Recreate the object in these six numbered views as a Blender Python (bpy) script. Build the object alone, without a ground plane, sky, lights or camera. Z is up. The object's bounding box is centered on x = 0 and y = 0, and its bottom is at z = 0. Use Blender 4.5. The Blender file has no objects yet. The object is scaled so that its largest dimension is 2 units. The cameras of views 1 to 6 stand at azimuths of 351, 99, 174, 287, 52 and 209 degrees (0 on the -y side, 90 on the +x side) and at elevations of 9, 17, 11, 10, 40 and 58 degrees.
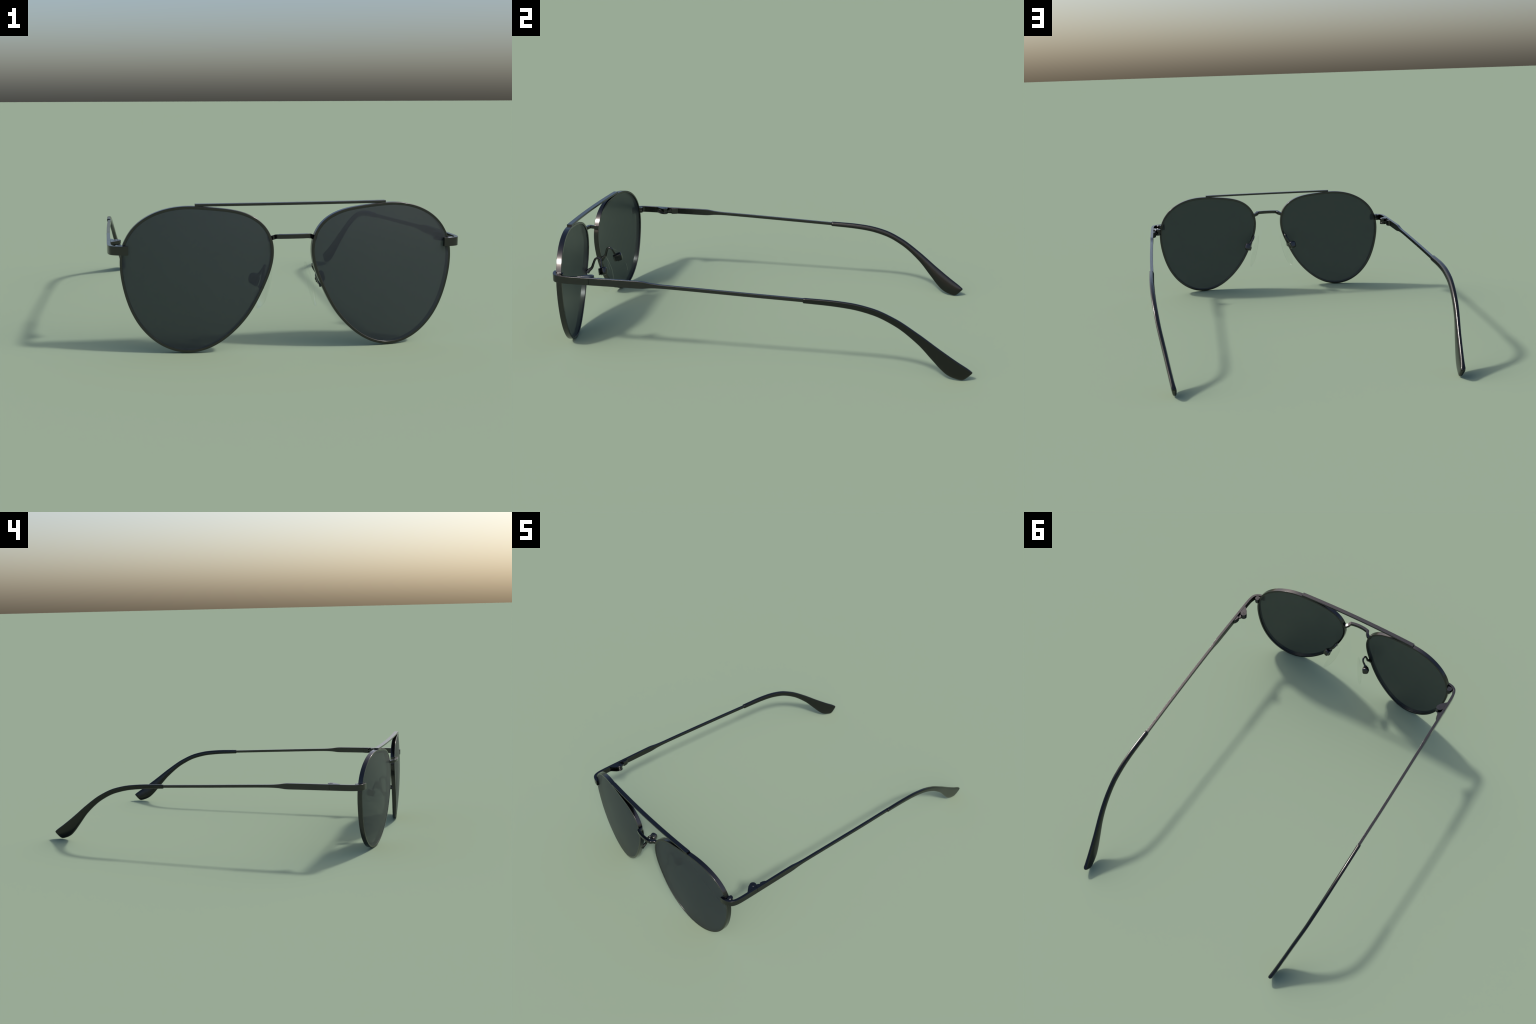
import bpy, math
import numpy as np
from mathutils import Vector

# ------------------------------------------------------------------ materials
def new_mat(name):
    m = bpy.data.materials.new(name); m.use_nodes = True
    nt = m.node_tree; nt.nodes.clear()
    out = nt.nodes.new('ShaderNodeOutputMaterial')
    return m, nt, out

def principled(nt, **kw):
    b = nt.nodes.new('ShaderNodeBsdfPrincipled')
    for k, v in kw.items():
        b.inputs[k.replace('_', ' ')].default_value = v
    return b

def grain(nt, scale, lo, hi, detail=3.0):
    """object-space noise remapped to lo..hi"""
    tc = nt.nodes.new('ShaderNodeTexCoord')
    n = nt.nodes.new('ShaderNodeTexNoise')
    n.inputs['Scale'].default_value = scale
    n.inputs['Detail'].default_value = detail
    r = nt.nodes.new('ShaderNodeMapRange')
    r.inputs['To Min'].default_value = lo
    r.inputs['To Max'].default_value = hi
    nt.links.new(tc.outputs['Object'], n.inputs['Vector'])
    nt.links.new(n.outputs['Fac'], r.inputs['Value'])
    return n, r

def mat_gunmetal():
    m, nt, out = new_mat('gunmetal')
    b = principled(nt, Base_Color=(0.070, 0.068, 0.070, 1), Metallic=1.0, Roughness=0.2)
    n, r = grain(nt, 25.0, 0.185, 0.21)
    nt.links.new(r.outputs['Result'], b.inputs['Roughness'])
    nt.links.new(b.outputs['BSDF'], out.inputs['Surface'])
    return m

def mat_acetate():
    m, nt, out = new_mat('black_acetate')
    b = principled(nt, Base_Color=(0.002, 0.002, 0.002, 1), Roughness=0.2)
    n, r = grain(nt, 25.0, 0.18, 0.21)
    nt.links.new(r.outputs['Result'], b.inputs['Roughness'])
    nt.links.new(b.outputs['BSDF'], out.inputs['Surface'])
    return m

def mat_tinted_lens():
    """dark smoke glass: a dim body colour, a gloss, and a trace of see-through"""
    m, nt, out = new_mat('tinted_lens')
    b = principled(nt, Base_Color=(0.0195, 0.0250, 0.0335, 1), Roughness=0.36)
    b.inputs['Specular IOR Level'].default_value = 0.36
    n, r = grain(nt, 3.0, 0.32, 0.38, 1.0)
    nt.links.new(r.outputs['Result'], b.inputs['Roughness'])
    t = nt.nodes.new('ShaderNodeBsdfTransparent')
    t.inputs['Color'].default_value = (0.88, 0.95, 0.94, 1)
    mix = nt.nodes.new('ShaderNodeMixShader'); mix.inputs['Fac'].default_value = 0.235
    nt.links.new(b.outputs['BSDF'], mix.inputs[1])
    nt.links.new(t.outputs['BSDF'], mix.inputs[2])
    nt.links.new(mix.outputs['Shader'], out.inputs['Surface'])
    return m

def mat_clear_silicone():
    m, nt, out = new_mat('clear_silicone')
    t = nt.nodes.new('ShaderNodeBsdfTransparent')
    t.inputs['Color'].default_value = (0.985, 0.99, 0.985, 1)
    g = nt.nodes.new('ShaderNodeBsdfGlossy'); g.inputs['Roughness'].default_value = 0.08
    g.inputs['Color'].default_value = (0.9, 0.9, 0.9, 1)
    f = nt.nodes.new('ShaderNodeFresnel'); f.inputs['IOR'].default_value = 1.25
    k = nt.nodes.new('ShaderNodeMath'); k.operation = 'MULTIPLY'; k.inputs[1].default_value = 0.13
    nt.links.new(f.outputs['Fac'], k.inputs[0])
    mix = nt.nodes.new('ShaderNodeMixShader')
    nt.links.new(k.outputs['Value'], mix.inputs['Fac'])
    nt.links.new(t.outputs['BSDF'], mix.inputs[1])
    nt.links.new(g.outputs['BSDF'], mix.inputs[2])
    nt.links.new(mix.outputs['Shader'], out.inputs['Surface'])
    return m

METAL, ACETATE, LENS, CLEAR = mat_gunmetal(), mat_acetate(), mat_tinted_lens(), mat_clear_silicone()

# ------------------------------------------------------------------ helpers
root = bpy.data.objects.new('sunglasses', None)
bpy.context.scene.collection.objects.link(root)
root['label'] = 'dark gunmetal double-bridge sunglasses with smoked teardrop lenses'
root['category'] = 'sunglasses'

def make(name, geo, mat, parent=None, sharp=35, mirror=False):
    v, f = geo
    v = np.array(v, float)
    if mirror:
        v = v * np.array([-1, 1, 1]); f = [tuple(reversed(q)) for q in f]
    me = bpy.data.meshes.new(name)
    me.from_pydata([tuple(p) for p in v], [], [tuple(int(i) for i in q) for q in f])
    me.validate()
    me.shade_smooth()
    me.set_sharp_from_angle(angle=math.radians(sharp))
    me.materials.append(mat)
    o = bpy.data.objects.new(name, me)
    bpy.context.scene.collection.objects.link(o)
    o.parent = parent or root
    if mat is METAL:                        # keep the flats flat between the rounded edges
        w = o.modifiers.new('flat_faces', 'WEIGHTED_NORMAL')
        w.keep_sharp = True; w.weight = 80
    return o

def join(*geos):
    V, F, n = [], [], 0
    for v, f in geos:
        v = list(map(tuple, v)); V += v
        F += [tuple(i + n for i in q) for q in f]; n += len(v)
    return V, F

def round_rect(w, h, r, seg=3):
    """closed outline of a rounded rectangle, w along a, h along b (counter-clockwise)"""
    r = min(r, w * .49, h * .49); P = []
    for cx, cy, a0 in ((w/2-r, h/2-r, 0), (-w/2+r, h/2-r, 90), (-w/2+r, -h/2+r, 180), (w/2-r, -h/2+r, 270)):
        for i in range(seg + 1):
            a = math.radians(a0 + 90 * i / seg)
            P.append((cx + r * math.cos(a), cy + r * math.sin(a)))
    return P

def loft(rings, closed=False, caps=True):
    n = len(rings[0]); V = [tuple(p) for r in rings for p in r]; F = []
    m = len(rings)
    for i in range(m if closed else m - 1):
        j = (i + 1) % m
        for k in range(n):
            l = (k + 1) % n
            F.append((i*n + k, i*n + l, j*n + l, j*n + k))
    if caps and not closed:
        F.append(tuple(reversed(range(n)))); F.append(tuple((m-1)*n + k for k in range(n)))
    return orient(V, F)

def orient(V, F):
    """flip all faces if the volume is negative"""
    A = np.array(V, float); vol = 0.0
    for q in F:
        for i in range(1, len(q) - 1):
            vol += np.dot(A[q[0]], np.cross(A[q[i]], A[q[i+1]]))
    return (V, [tuple(reversed(q)) for q in F]) if vol < 0 else (V, F)

def spline(pts, n):
    """Catmull-Rom (centripetal-free) through 3D points, n samples evenly in parameter"""
    P = np.array(pts, float); P = np.vstack([2*P[0]-P[1], P, 2*P[-1]-P[-2]])
    out = []
    for t in np.linspace(0, len(pts) - 1, n):
        i = min(int(t), len(pts) - 2); u = t - i
        a, b, c, d = P[i:i+4]
        out.append(.5*(2*b + (c-a)*u + (2*a-5*b+4*c-d)*u*u + (3*b-a-3*c+d)*u**3))
    return np.array(out)

def interp(y, knots):
    """smooth 1D interpolation (monotone cubic) through (y, value) knots"""
    k = np.array(knots, float); X, Y = k[:, 0], k[:, 1]
    d = np.diff(Y) / np.diff(X); m = np.zeros_like(Y)
    m[0], m[-1] = d[0], d[-1]
    for i in range(1, len(Y) - 1):
        m[i] = 0 if d[i-1]*d[i] <= 0 else 2*d[i-1]*d[i]/(d[i-1]+d[i])
    y = np.clip(np.asarray(y, float), X[0], X[-1])
    i = np.clip(np.searchsorted(X, y) - 1, 0, len(X) - 2)
    h = X[i+1]-X[i]; t = (y-X[i])/h
    return ((2*t**3-3*t**2+1)*Y[i] + (t**3-2*t**2+t)*h*m[i] + (-2*t**3+3*t**2)*Y[i+1] + (t**3-t**2)*h*m[i+1])

def sweep_flat(path, width, height, r=.002, up=(0, 0, 1)):
    """rounded-rectangle strip along a path; width across, height along up"""
    P = np.array(path, float); T = np.gradient(P, axis=0); rings = []
    for i, (p, t) in enumerate(zip(P, T)):
        t = t / np.linalg.norm(t); u = np.array(up, float)
        s = np.cross(t, u); s /= np.linalg.norm(s); u = np.cross(s, t)
        w = width[i] if hasattr(width, '__len__') else width
        h = height[i] if hasattr(height, '__len__') else height
        rings.append([p + s*a + u*b for a, b in round_rect(w, h, r)])
    return loft(rings)

def tube(path, radius, seg=14):
    P = np.array(path, float); T = np.gradient(P, axis=0); rings = []
    t0 = T[0] / np.linalg.norm(T[0]); u = np.cross(t0, (0.3, 0.2, 0.9)); u /= np.linalg.norm(u)
    for i, (p, t) in enumerate(zip(P, T)):
        t = t / np.linalg.norm(t); u = u - t*np.dot(u, t); u /= np.linalg.norm(u); w = np.cross(t, u)
        r = radius[i] if hasattr(radius, '__len__') else radius
        rings.append([p + r*(u*math.cos(a) + w*math.sin(a)) for a in np.linspace(0, 2*math.pi, seg, endpoint=False)])
    return loft(rings)

def prism(outline, z0, z1, bev=.0012):
    """vertical prism from an xy outline, with small chamfers top and bottom"""
    O = np.array(outline, float); c = O.mean(0)
    d = np.linalg.norm(O - c, axis=1)[:, None]; I = c + (O - c) * (1 - bev / d)
    rings = [[(x, y, z) for x, y in L] for L, z in ((I, z0), (O, z0 + bev), (O, z1 - bev), (I, z1))]
    return loft(rings)

def disc_outline(cx, cy, r, n=28):
    return [(cx + r*math.cos(a), cy + r*math.sin(a)) for a in np.linspace(0, 2*math.pi, n, endpoint=False)]

# ------------------------------------------------------------------ lens outline
LC = (0.365, 0.300)                       # outline centre (x, z)
OUTLINE = [(0.2775, 0), (0.0023, -0.0009), (0.0001, -0.0135), (-0.0048, 0.0197),
           (-0.0024, -0.0021), (0.0023, 0.0010), (-0.0020, 0.0001)]   # radius harmonics cos, sin
DEPTH = (-0.9548, 0.1208, -0.0077, 0.2045, 0.1502, -0.0385)           # base-curve of the front
RIM_DEPTH, RIM_WIDTH = 0.0255, 0.0110

def front_y(x, z):
    dx, dz = x - LC[0], z - LC[1]; q = DEPTH
    return q[0] + q[1]*dx + q[2]*dz + q[3]*dx*dx + q[4]*dz*dz + q[5]*dx*dz

NT = 220
TH = np.linspace(0, 2*math.pi, NT, endpoint=False)
RAD = .0030 - .0043*np.clip(np.sin(TH), 0, 1)**5 - .0014*np.clip(-np.sin(TH), 0, 1)**6 \
    + .0070*np.clip(-np.sin(TH), 0, 1)**3*np.cos(TH)**2 + sum(a*np.cos(k*TH) + b*np.sin(k*TH) for k, (a, b) in enumerate(OUTLINE))
OX, OZ = LC[0] + RAD*np.cos(TH), LC[1] + RAD*np.sin(TH)
tx, tz = np.roll(OX, -1) - np.roll(OX, 1), np.roll(OZ, -1) - np.roll(OZ, 1)
L = np.hypot(tx, tz); NX, NZ = -tz/L, tx/L     # inward normal

def rim_geo():
    rings = []
    sec = round_rect(RIM_WIDTH, RIM_DEPTH, .0017)
    for i in range(NT):
        y0 = front_y(OX[i], OZ[i])
        ring = []
        for a, b in sec:
            s = a + RIM_WIDTH/2          # distance inward from the outer face
            x, z = OX[i] + NX[i]*s, OZ[i] + NZ[i]*s
            ring.append((x, y0 + RIM_DEPTH/2 + b, z))
        rings.append(ring)
    return loft(rings, closed=True)

def lens_geo():
    inset, front, thick = RIM_WIDTH*.8, .0015, .0205
    ex, ez = OX + NX*inset, OZ + NZ*inset
    cx, cz = ex.mean(), ez.mean(); V = []; F = []
    rings = np.sin(np.linspace(0, 1, 16)[1:] * math.pi/2)
    for side in (0, 1):
        V.append((cx, front_y(cx, cz) + front - (.0055 if side == 0 else 0) + side*thick, cz))
        for s in rings:
            for i in range(NT):
                x, z = cx + (ex[i]-cx)*s, cz + (ez[i]-cz)*s
                V.append((x, front_y(x, z) + front - (.0055*(1-s*s) if side == 0 else 0) + side*thick, z))
    n1 = 1 + len(rings)*NT
    for side in (0, 1):
        o = side*n1
        for i in range(NT):
            j = (i+1) % NT
            q = (o, o+1+i, o+1+j); F.append(q if side == 0 else q[::-1])
            for r in range(len(rings)-1):
                a = o+1+r*NT; b = a+NT
                q = (a+i, b+i, b+j, a+j); F.append(q if side == 0 else q[::-1])
    a = 1+(len(rings)-1)*NT; b = a+n1
    for i in range(NT):
        j = (i+1) % NT; F.append((a+i, b+i, b+j, a+j))
    return orient(V, F)

# ------------------------------------------------------------------ brow bar and bridge
def brow_bar_geo():
    xs = np.linspace(-.3635, .3635, 41)
    path = [(x, -.9355 - .010*(1-(x/.3635)**2), .5598) for x in xs]
    return sweep_flat(path, .0245, .0096, .0014)

def bridge_geo():
    half = [(.094, -.954, .4280), (.078, -.957, .4325), (.0640, -.968, .4380), (.0570, -.9835, .4412),
            (.0510, -.9865, .4416), (.028, -.9915, .4420)]
    pts = half + [(0, -.9932, .4422)] + [(-x, y, z) for x, y, z in reversed(half)]
    return sweep_flat(spline(pts, 97) + np.array((0, .0016, 0)), .0168, .0168, .0013)

# ------------------------------------------------------------------ end piece, hinge, temple
STRIP = .0145                               # thickness of the metal strip
TEMPLE_X = [(-.74, .6805), (-.40, .6790), (0, .6745), (.25, .6690), (.40, .6668), (.55, .6608),
            (.70, .6450), (.85, .6155), (1.0, .5862)]
SEAM = -.7345

def end_piece_geo():
    pts = [(.611, -.9165, .3935), (.630, -.9148, .3934), (.650, -.9090, .3932), (.6670, -.8960, .3928),
           (.6760, -.8750, .3924), (.6798, -.8450, .3920), (.6805, -.8000, .3916), (.6805, SEAM-.0007, .3912)]
    return sweep_flat(spline(pts, 60), STRIP, .0340, .0012)

def temple_arm_geo():
    y = np.concatenate([np.linspace(SEAM+.0007, -.51, 8), np.linspace(-.50, -.38, 22), np.linspace(-.36, .27, 16)])
    x = interp(y, TEMPLE_X)
    z = interp(y, [(-.74, .3912), (-.50, .3893), (-.40, .3868), (.0, .3712), (.30, .3590)])
    h = interp(y, [(-.74, .0340), (-.51, .0337), (-.49, .0325), (-.445, .0215), (-.405, .0170), (-.37, .0160), (.3, .0155)])
    return sweep_flat(np.stack([x, y, z], 1), STRIP*.98, h, .0011)

TIP_TOP = [(.243, .3725), (.35, .3696), (.45, .3614), (.55, .3400), (.65, .2955), (.75, .2285),
           (.85, .1515), (.93, .0925), (.985, .0545), (1.0, .0420)]
TIP_BOTTOM = [(.243, .3480), (.35, .3425), (.45, .3325), (.55, .3085), (.65, .2590), (.75, .1770), (.82, .0970),
              (.86, .0510), (.89, .0240), (.92, .0090), (.955, .0004), (.962, .0020), (1.0, .0370)]

LEAN = .145                                # the tip leans inward towards its lower edge

def temple_tip_geo():
    y = np.concatenate([[.243, .2445, .247], np.linspace(.255, .95, 90), np.linspace(.954, .998, 14), [1.0]])
    X, T, B = interp(y, TEMPLE_X) + .0025, interp(y, TIP_TOP), interp(y, TIP_BOTTOM)
    rings = []
    for i, yy in enumerate(y):
        h, zc = T[i]-B[i], (T[i]+B[i])/2
        end = min(1, .86 + .14*math.sqrt(max(0, (yy-.243)/.004))) if yy < .249 else 1
        end2 = 1 if yy < .99 else max(.45, math.sqrt(max(0, 1-((yy-.99)/.0103)**2)))
        w = .0202*end*end2
        # D-shaped section: flat outer face, swelling inner face
        R = []
        for a, b in round_rect(1, 1, .5, 7):
            ang = math.atan2(b, a); n = 4.5 if math.cos(ang) > 0 else 2.6
            c, s = math.cos(ang), math.sin(ang)
            rr = (abs(c)**n + abs(s)**n)**(-1/n)
            z = zc + h*.5*end*rr*s
            R.append((X[i] + w*.5*rr*c - LEAN*(T[i] - z), yy, z))
        rings.append(R)
    return loft(rings)

def hinge_front_geo():
    """two outer knuckles with their wedge-shaped leaf on the end piece"""
    cx, cy, r = .6515, -.738, .0185
    arc = [(cx + r*math.cos(math.radians(a)), cy + r*math.sin(math.radians(a))) for a in range(30, 211, 12)]
    out = [(.6735, -.7370)] + arc + [(.6450, -.7640), (.6730, -.792)]
    return join(prism(out, .3968, .4092), prism(out, .3765, .3855))

def hinge_rear_geo():
    cx, cy, r = .6515, -.738, .0172
    arc = [(cx + r*math.cos(math.radians(a)), cy + r*math.sin(math.radians(a))) for a in range(100, 331, 14)]
    mid = [(.6735, -.685), (.659, -.700)] + arc + [(.6735, -.7335)]
    block = [(.6735, -.664), (.668, -.668), (.6615, -.682), (.6605, -.699), (.6735, -.705)]
    return join(prism(mid, .3860, .3960, .0006), prism(block, .3740, .4045))

def screw_geo(cx, cy, z, r, slots=2):
    """screw head with a raised ring and a cross or a single slot cut as grooves between quadrants"""
    g = [prism(disc_outline(cx, cy, r), z - .004, z + .0004, .0003)]
    k = r*.62
    n = 4 if slots == 2 else 2
    for q in range(n):
        a0, a1 = 2*math.pi*q/n + .30, 2*math.pi*(q+1)/n - .30
        o = [(cx + .12*k*math.cos((a0+a1)/2), cy + .12*k*math.sin((a0+a1)/2))]
        o += [(cx + k*math.cos(a), cy + k*math.sin(a)) for a in np.linspace(a0, a1, 7)]
        g.append(prism(o, z, z + .0012, .0002))
    return join(*g)

def rim_lock_geo():
    out = [(.6265, -.9000), (.650, -.9000), (.6575, -.893), (.6580, -.880), (.652, -.871), (.643, -.868), (.6330, -.8700), (.6290, -.8900)]
    return join(prism(out, .3968, .4092), prism(out, .3790, .3955))

# ------------------------------------------------------------------ nose pads
PAD_BOX = np.array((.1290, -.8615, .2590))

def pad_arm_geo():
    pts = [(.1180, -.9470, .2440), (.1135, -.9390, .2540), (.1085, -.9240, .2680), (.1045, -.9160, .2900), (.0985, -.9080, .3110),
           (.0945, -.8960, .3175), (.0950, -.8830, .3120), (.1010, -.8765, .2990), (.1120, -.8740, .2830), (.1250, -.8670, .2680)]
    p = spline(pts, 60)
    r = interp(np.linspace(0, 1, 60), [(0, .0120), (.10, .0098), (.25, .0068), (.45, .0058), (.8, .0055), (1, .0070)])
    return tube(p, r)

PAD_C = np.array((.0930, -.8560, .2330))
PAD_UP = np.array((-.055, -.035, .185)); PAD_UP /= np.linalg.norm(PAD_UP)
PAD_S = np.array((.030, .098, .020)); PAD_S -= PAD_UP*np.dot(PAD_S, PAD_UP); PAD_S /= np.linalg.norm(PAD_S)
PAD_N = np.cross(PAD_S, PAD_UP)
if PAD_N[0] > 0: PAD_N = -PAD_N            # points to the nose

def pad_box_geo():
    """little cup that grips the pad stem: a domed body and a short barrel in front of it"""
    rings = []
    for t, s in ((-.0190, .34), (-.0180, .62), (-.0140, .86), (-.0070, .98), (.0020, 1.0), (.0100, .97), (.0150, .84), (.0168, .62)):
        R = []
        for a, b in round_rect(.038, .042, .011, 4):
            R.append(PAD_BOX + PAD_N*t + PAD_S*(a*s + .0055) + PAD_UP*(b*s + .05*a))
        rings.append(R)
    c = PAD_BOX - PAD_S*.0130 + PAD_N*.002
    barrel = tube([c - PAD_UP*.0185, c - PAD_UP*.0170, c + PAD_UP*.0150, c + PAD_UP*.0165], [.0085, .0110, .0110, .0085], 18)
    return join(loft(rings), barrel)

def pad_box_stem_geo():
    c = PAD_BOX + PAD_N*.014 - PAD_UP*.003
    a = tube([c, c + PAD_N*.0050, c + PAD_N*.0060], [.0055, .0055, .004])
    c2 = PAD_BOX + PAD_N*.013 - PAD_UP*.0130
    b = tube([c2, c2 + PAD_N*.005, c2 + PAD_N*.006], [.0055, .0055, .004])
    return join(a, b)

def pad_box_screw_geo():
    c = PAD_BOX - PAD_N*.0180 - PAD_UP*.003
    return tube([c, c - PAD_N*.0018, c - PAD_N*.0022], [.0050, .0050, .0038])

def nose_pad_geo():
    """clear teardrop plate, softly cushioned"""
    rings = []
    n = 48
    def outline(s):
        P = []
        for a in np.linspace(0, 2*math.pi, n, endpoint=False):
            u = math.sin(a); w = .047*(1 - .22*u) * math.cos(a)
            P.append((w*s, .096*u*s))
        return P
    prof = [(-.0045, .25), (-.0048, .6), (-.0046, .86), (-.0030, .96), (0, 1), (.0030, .96), (.0052, .86), (.0066, .6), (.0072, .25)]
    for t, s in prof:
        rings.append([PAD_C + PAD_S*a + PAD_UP*b + PAD_N*t for a, b in outline(s)])
    return loft(rings)

# ------------------------------------------------------------------ assemble
make('brow_bar', brow_bar_geo(), METAL)
make('bridge', bridge_geo(), METAL, sharp=25)
for mir in (False, True):
    k = dict(mirror=mir)
    make('rim', rim_geo(), METAL, **k)
    make('lens', lens_geo(), LENS, **k)
    make('end_piece', end_piece_geo(), METAL, **k)
    lock = make('rim_lock', rim_lock_geo(), METAL, **k)
    make('screw', screw_geo(.6430, -.8850, .4092, .0085, 1), METAL, lock, **k)
    hinge = make('hinge', hinge_front_geo(), METAL, **k)
    make('hinge_leaf', hinge_rear_geo(), METAL, hinge, **k)
    make('screw', screw_geo(.6515, -.7380, .4092, .0130, 2), METAL, hinge, **k)
    make('temple_arm', temple_arm_geo(), METAL, **k)
    make('temple_tip', temple_tip_geo(), ACETATE, sharp=50, **k)
    arm = make('nose_pad_arm', pad_arm_geo(), METAL, **k)
    box = make('pad_box', pad_box_geo(), METAL, arm, **k)
    make('pad_stem', pad_box_stem_geo(), METAL, arm, **k)
    make('pad_screw', pad_box_screw_geo(), METAL, arm, **k)
    make('nose_pad', nose_pad_geo(), CLEAR, **k)
